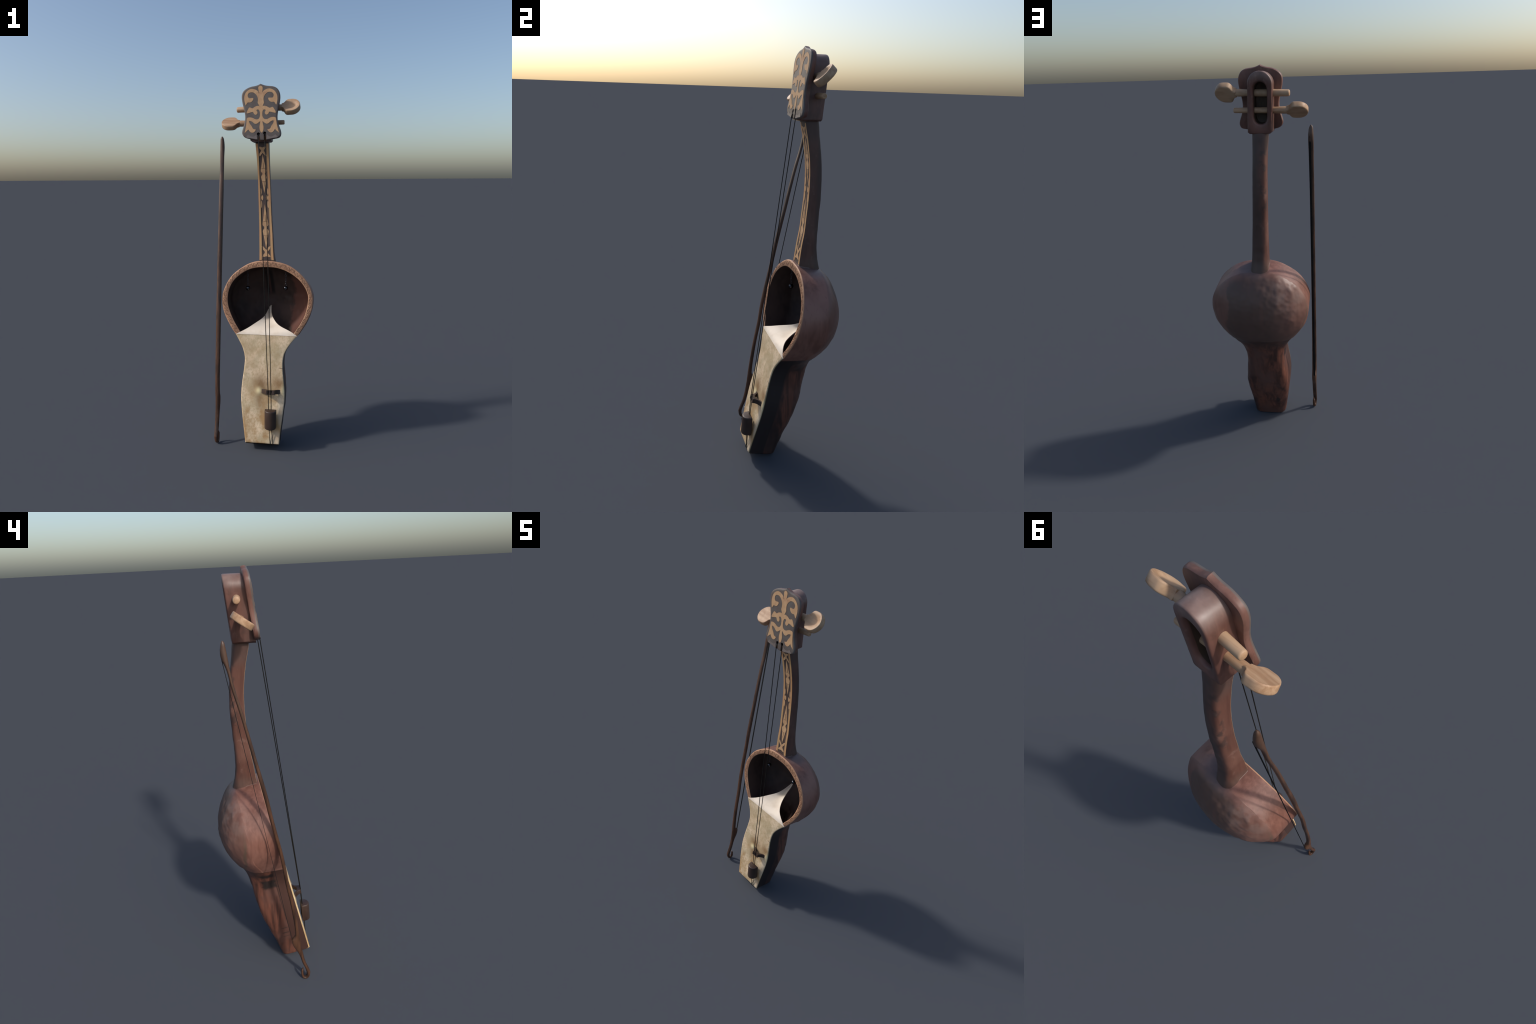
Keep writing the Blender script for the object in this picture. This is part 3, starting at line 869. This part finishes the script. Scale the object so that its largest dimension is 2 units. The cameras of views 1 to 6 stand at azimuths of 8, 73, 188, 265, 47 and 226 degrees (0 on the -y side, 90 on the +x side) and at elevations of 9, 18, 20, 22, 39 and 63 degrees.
# ---- peg box behind the plate, with its long slot
def arch(cx_top, cx_bot, hw, z0, z1, n_side=10, n_arc=26, n_bot=12, rb=.008):
    """closed outline (x,z): round top, straight sides, square foot with small corners"""
    P = []
    zc = z1 - hw
    for i in range(n_arc + 1):
        t = math.pi * i / n_arc
        P.append((cx_top + hw * math.cos(t), zc + hw * math.sin(t)))
    for i in range(1, n_side + 1):
        u = i / n_side
        P.append((cx_top + (cx_bot - cx_top) * u - hw, zc + (z0 + rb - zc) * u))
    for i in range(1, n_bot):
        u = i / n_bot
        x = cx_bot - hw + 2 * hw * u
        ed = min(u, 1 - u) * 2 * hw
        zz = z0 + (rb - math.sqrt(max(rb * rb - (rb - min(ed, rb))**2, 0)))
        P.append((x, zz))
    for i in range(n_side):
        u = i / n_side
        P.append((cx_bot + (cx_top - cx_bot) * u + hw, z0 + rb + (zc - z0 - rb) * u))
    return np.array(P)
box = arch(-.0295, -.0185, .0575, 1.690, 1.970)
slot = arch(-.0290, -.0250, .0310, 1.735, 1.922, rb=.0305)
def back_y(z): return .1115 + .1 * (z - 1.690)
loops = []
def bl(P, y_of): return [Vector((x, y_of(z), z)) for x, z in P]
nb = len(box)
fr_y = lambda z: .015 + .133 * (z - 1.73)
loops.append(bl(box, lambda z: fr_y(z)))
loops.append(bl(box, lambda z: fr_y(z) + .02))
loops.append(bl(box, lambda z: back_y(z) - .030))
loops.append(bl(box, lambda z: back_y(z) - .006))
loops.append(bl(offset2d(box, .0015), lambda z: back_y(z) - .002))
loops.append(bl(offset2d(box, .005), lambda z: back_y(z)))
loops.append(bl(offset2d(slot, -.010), lambda z: back_y(z) - .0003))
loops.append(bl(offset2d(slot, -.005), lambda z: back_y(z) - .0025))
loops.append(bl(offset2d(slot, -.0012), lambda z: back_y(z) - .008))
loops.append(bl(slot, lambda z: back_y(z) - .016))
add("peg_box", loft(loops, True, True, False, 45), fiddle, M_box)
loops = [bl(slot, lambda z: back_y(z) - .016), bl(slot, lambda z: back_y(z) - .045), bl(offset2d(slot, .003), lambda z: back_y(z) - .068), bl(offset2d(slot, .012), lambda z: back_y(z) - .072)]
add("slot_lining", loft(loops, True, False, True, 45), fiddle, M_slot)

# ---- pegs
def peg(tail, paddle_end, long_axis, normal, thick, half, length, r_tail, r_neck, dish):
    A, B = Vector(tail), Vector(paddle_end)
    e1 = (B - A).normalized(); e2 = Vector(long_axis).normalized(); e2 = (e2 - e1 * e2.dot(e1)).normalized()
    e3 = e1.cross(e2); 
    if e3.dot(Vector(normal)) < 0: e3 = -e3
    total = (B - A).length; neck = total - length
    path, rad = [], []
    for t, r in ((0, r_tail * .78), (.003, r_tail * .95), (.007, r_tail), (neck * .45, r_tail * 1.12), (neck * .75, r_neck * .88), (neck - .022, r_neck), (neck - .008, .0164), (neck + (.008 if dish else .02), .0135)):
        path.append(A + e1 * t); rad.append(r)
    add("peg_shaft", tube(path, rad, 22), pegp[0], M_peg)
    # spoon-shaped handle: plan outline across (e1, e2), thickness along e3
    q = half / .05
    plan = [(-.012, .0162), (-.005, .0185), (.002, .026 * q), (.008, .0375 * q), (.014, .0455 * q), (.020, .0490 * q), (.031, .050 * q), (.049, .0495 * q), (.065, .0435 * q), (.078, .0305 * q), (.0858, .015), (.088, .004)]
    top = spline([(a * length / .088, b) for a, b in plan], 36)
    outline = np.array([*top, *[(a, -b) for a, b in top[::-1]]])
    cen = np.array([.045 * length / .088, 0.])
    rings = []
    h = thick / 2
    def pt(a, b, c): return A + e1 * (neck + a) + e2 * b + e3 * c
    prof = [(0.0, -h), (.45, -h), (.80, -h), (.92, -h * .98), (.975, -h * .86), (1.0, -h * .6), (1.0, 0), (1.0, h * .66), (.98, h * .9), (.945, h), (.90, h), (.84, h), (.76, h), (.66, h), (.55, h), (.42, h), (.28, h), (.14, h), (0.0, h)]
    for k, c in prof:
        kk = max(k, .001)
        P = cen + (outline - cen) * kk
        rg = []
        for (a, b) in P:
            cc = c
            if dish and c >= h * .99:     # scooped face, running out towards the shaft
                qq = math.hypot(max(0, a - cen[0]) / (.80 * (length - cen[0])), b / (.74 * half))
                cc = c - dish * sstep(1.05, .35, qq) * sstep(.006, .032, a)
            w = .0005 * noise.noise(Vector((a * 60, b * 60, c * 60 + thick * 500)))
            rg.append(pt(a, b, cc + w))
        rings.append(rg)
    add("peg_handle", loft(rings, True, False, False, 40), pegp[0], M_peg)
pegp = [None]
def peg_group(*args):
    e = bpy.data.objects.new("tuning_peg", None)
    scene.collection.objects.link(e); e.parent = fiddle
    e.location = Vector(args[0]) - fiddle.location
    pegp[0] = e
    peg(*args)
peg_group((-.162, .090, 1.871), (.193, .066, 1.879), (0, .69, .73), (0, -.73, .68), .033, .0500, .091, .0154, .0175, .0080)
peg_group((.105, .088, 1.7985), (-.246, .070, 1.793), (0, -.82, -.58), (0, -.58, .82), .029, .0500, .090, .0124, .0170, .0)
# dark ball standing in for the string's knothole on the upper peg
bm = bmesh.new(); bmesh.ops.create_uvsphere(bm, u_segments=14, v_segments=10, radius=.0052)
for v in bm.verts: v.co += Vector((-.022, .0885, 1.876))
me = bpy.data.meshes.new("knot"); bm.to_mesh(me); bm.free()
add("knothole_ball", me, fiddle, M_string)

# ---- bridge: an arched foot standing on the hide
BR = [(.030, .0405), (.031, .031), (.024, .018), (.012, .0075), (.003, .0035), (.002, .0), (.017, .0), (.026, .007), (.036, .0165), (.046, .0225), (.054, .024),
      (.062, .0225), (.072, .0165), (.082, .007), (.091, .0), (.1055, .0), (.1045, .0035), (.096, .0075), (.084, .018), (.0775, .031), (.0785, .0405)]
notch = [(.0635, .0405), (.0615, .0385), (.057, .0385), (.0555, .0405), (.0475, .0405), (.0455, .0385), (.041, .0385), (.039, .0405)]
prof2 = BR + notch
def bridge_mesh():
    o = [(x, h + .0025) for x, h in prof2]
    place = lambda x, h, t: W(x, -.3135 + t - .0115, -h)
    return inlay_mesh(o, place, .023)
br = add("bridge", bridge_mesh(), fiddle, M_dark)
md = br.modifiers.new("bevel", 'BEVEL'); md.width = .0013; md.segments = 2; md.limit_method = 'ANGLE'

# ---- tailpiece: a stubby half-round block hung on the strings
def tail():
    n = 40
    base = []
    for i in range(n):
        t = math.pi * (i / (n - 1))
        base.append((.0575 - .0318 * math.cos(t), -.0150 - .031 * math.sin(t)**.9 if 0 < i < n - 1 else -.0150))
    base = [(.0575 - .0318, -.001)] + base + [(.0575 + .0318, -.001)]
    base = np.array(base)
    rings = []
    z1, z0 = .238, .134
    for z, ins in ((z1, .005), (z1 - .0006, .0025), (z1 - .0025, .0007), (z1 - .006, 0), (z0 + .008, 0), (z0 + .004, .001), (z0 + .0012, .0035), (z0, .008)):
        q = offset2d(base, ins)
        yb = -.183 - (z1 - z) * .06
        rings.append([Vector((x, yb + y, z - .03 * 0 - (y) * .03)) for x, y in q])
    return loft(rings, True, True, True, 50)
add("tailpiece", tail(), fiddle, M_dark)

# ---- strings
for dy, top, brg, tl, low in ((.001, (-.029, .0100, 1.7275), (.0432, -.1822, .3415), (.0469, -.1915, .236), (.0570, -.2075, .0455)),
                          (-.0065, (.005, .0125, 1.7315), (.0593, -.1812, .3415), (.0610, -.1910, .236), (.0715, -.2080, .0460))):
    path = [Vector(top), on_plate(top[0] + .0005, top[2] - .010, .0005 + dy), on_plate(top[0] + .001, top[2] - .022, .002 + dy)]
    brg = Vector(brg)
    for k in range(1, 9): path.append(path[2].lerp(brg, k / 8) if k > 0 else brg)
    tl = Vector(tl); path += [brg.lerp(tl, .5), tl, tl + Vector((0, -.002, -.03))]
    add("string", tube(path, .0021, 8), fiddle, M_string)
    a = Vector((tl.x + .002, -.200, .150)); lo = Vector(low)
    add("tail_cord", tube([a, a.lerp(lo, .5), lo, lo + Vector((0, .004, -.010)), lo + Vector((0, .03, -.016))], .0019, 8), fiddle, M_string)

# ---- steel beads hanging on little chains inside the bowl
def link_mesh():
    pts = []
    for i in range(20):
        t = 2 * math.pi * i / 20
        pts.append((.0042 * math.cos(t), 0, .0068 * math.sin(t) + math.copysign(.0022, math.sin(t)) * (abs(math.sin(t))**.3)))
    rings = []
    for i, p in enumerate(pts):
        p = Vector(p); t = (Vector(pts[(i + 1) % 20]) - Vector(pts[i - 1])).normalized()
        u = Vector((0, 1, 0)); w = t.cross(u)
        rings.append([p + (u * math.cos(2 * math.pi * k / 8) + w * math.sin(2 * math.pi * k / 8)) * .0013 for k in range(8)])
    rings.append(rings[0])
    return loft(rings, True, angle=60)
lm = link_mesh(); lm.materials.append(M_chain)
bm = bmesh.new(); bmesh.ops.create_uvsphere(bm, u_segments=28, v_segments=18, radius=.0132)
for f in bm.faces: f.smooth = True
ball = bpy.data.meshes.new("bead"); bm.to_mesh(ball); bm.free(); ball.materials.append(M_steel)
for bx, by, bz in ((-.1025, .055, .8615), (.1185, .052, .867)):
    add("bead", ball, fiddle, None, loc=(bx, by, bz))
    for k in range(6):
        o = add("chain_link", lm, fiddle, None, loc=(bx, by, bz + .0195 + k * .0140))
        o.rotation_euler = (0, .12 * (-1)**k, math.radians(90 * (k % 2) + 12))

# ------------------------------------------------------------------ the bow
bow = thing("bow", (-.256, -.157, .0), "slim dark wooden bow with hooked end and black hair", "musical instrument bow")
fz = curve1([1.733, 1.728, 1.71, 1.69, 1.66, 1.64, 1.614, 1.56, 1.52, 1.46, 1.4, 1.3, 1.237, 1.15, 1.036, .936, .84, .76, .678, .6, .52, .423, .327, .288, .254, .216, .187, .153, .107, .067, .045],
            [.1595, .1545, .150, .147, .143, .140, .1365, .127, .118, .1015, .087, .064, .0505, .0295, .0045, -.0135, -.0335, -.050, -.0635, -.0735, -.088, -.104, -.117, -.1215, -.1255, -.130, -.134, -.140, -.151, -.166, -.173])
bz_ = curve1([1.733, 1.728, 1.71, 1.69, 1.66, 1.64, 1.614, 1.56, 1.52, 1.46, 1.4, 1.3, 1.237, 1.15, 1.036, .936, .84, .76, .678, .6, .52, .423, .327, .288, .270, .258, .240, .216, .187, .153, .107, .067, .045],
             [.1615, .1645, .169, .1715, .168, .159, .150, .1395, .1305, .1145, .0985, .0765, .0635, .0445, .0205, .0005, -.0195, -.036, -.0495, -.0595, -.073, -.087, -.0985, -.1005, -.092, -.082, -.083, -.091, -.107, -.121, -.134, -.149, -.155])
cxf = curve1([1.733, 1.68, 1.5, 1.3, 1.06, .8, .55, .3, .18, .08, .04], [-.264, -.2625, -.2625, -.2615, -.2600, -.2585, -.2575, -.2555, -.2545, -.2555, -.256])
hxf = curve1([1.733, 1.725, 1.70, 1.66, 1.58, 1.3, .9, .5, .3, .24, .18, .1, .04], [.002, .007, .0108, .0122, .0112, .0108, .0110, .0118, .0125, .0130, .0115, .0110, .0105])
rings = []
zs = list(np.linspace(1.733, 1.70, 10)) + list(np.linspace(1.695, .32, 130)) + list(np.linspace(.315, .045, 50))
for z in zs:
    f, b, cx, hx = fz(z) - .0008, bz_(z) + .0026 * sstep(.45, .6, z) * sstep(1.5, 1.35, z), cxf(z), hxf(z) + .0006
    cy, hy = (f + b) / 2, (b - f) / 2
    e = 2.3
    r = []
    for k in range(24):
        t = 2 * math.pi * k / 24
        ct, st = math.cos(t), math.sin(t)
        r.append(Vector((cx + hx * math.copysign(abs(ct)**(2 / e), ct), cy + hy * math.copysign(abs(st)**(2 / e), st), z + .0015 * noise.noise(Vector((z * 30, k, 0))) * 0)))
    rings.append(r)
# the stick curls round into a hook at the foot
last = rings[-1]
hook = spline([(-.164, .045), (-.1632, .026), (-.156, .0105), (-.1455, .0075), (-.1365, .0185), (-.1335, .036), (-.1345, .053), (-.1385, .067)], 30)
for i, (y, z) in enumerate(hook[1:]):
    u = (i + 1) / 29
    tg = hook[min(i + 2, 29)] - hook[i]; tg /= np.linalg.norm(tg)
    ny, nz = -tg[1], tg[0]          # in-plane normal
    r_in = .0098 * (1 - u) + .0046 * u; r_x = .0120 * (1 - u) + .0062 * u
    if u > .93: r_in *= .6; r_x *= .6
    r = []
    for k in range(24):
        t = 2 * math.pi * k / 24
        r.append(Vector((-.256 + .0075 * u + r_x * math.cos(t), y + ny * r_in * math.sin(t), z + nz * r_in * math.sin(t))))
    rings.append(r)
add("stick", loft(rings, True, True, True, 50), bow, M_bow)
# hair: a flat hank of strands
hv, hf = [], []
h0, h1 = Vector((-.2585, .1705, 1.682)), Vector((-.2565, -.0835, .256))
ns = 16
for s in range(ns):
    w = (s / (ns - 1) - .5)
    a = h0 + Vector((w * .0095, -w * .0006,0)) + Vector((0, random.uniform(-.0004, .0004), random.uniform(-.004, .004)))
    b = h1 + Vector((w * .0090, -w * .0006,0)) + Vector((0, random.uniform(-.0004, .0004), random.uniform(-.003, .003)))
    base = len(hv)
    for k in range(5):
        p = a.lerp(b, k / 4)
        for j in range(5):
            t = 2 * math.pi * j / 5
            hv.append(p + Vector((.00045 * math.cos(t), .00045 * math.sin(t), 0)))
    for k in range(4):
        for j in range(5):
            q = base + k * 5 + j; q2 = base + k * 5 + (j + 1) % 5
            hf.append((q, q2, q2 + 5, q + 5))
add("hair", mesh_from(hv, hf, 80), bow, M_hair, stuff=True)

# lowest point of the pair stands on the ground
bpy.context.view_layer.update()
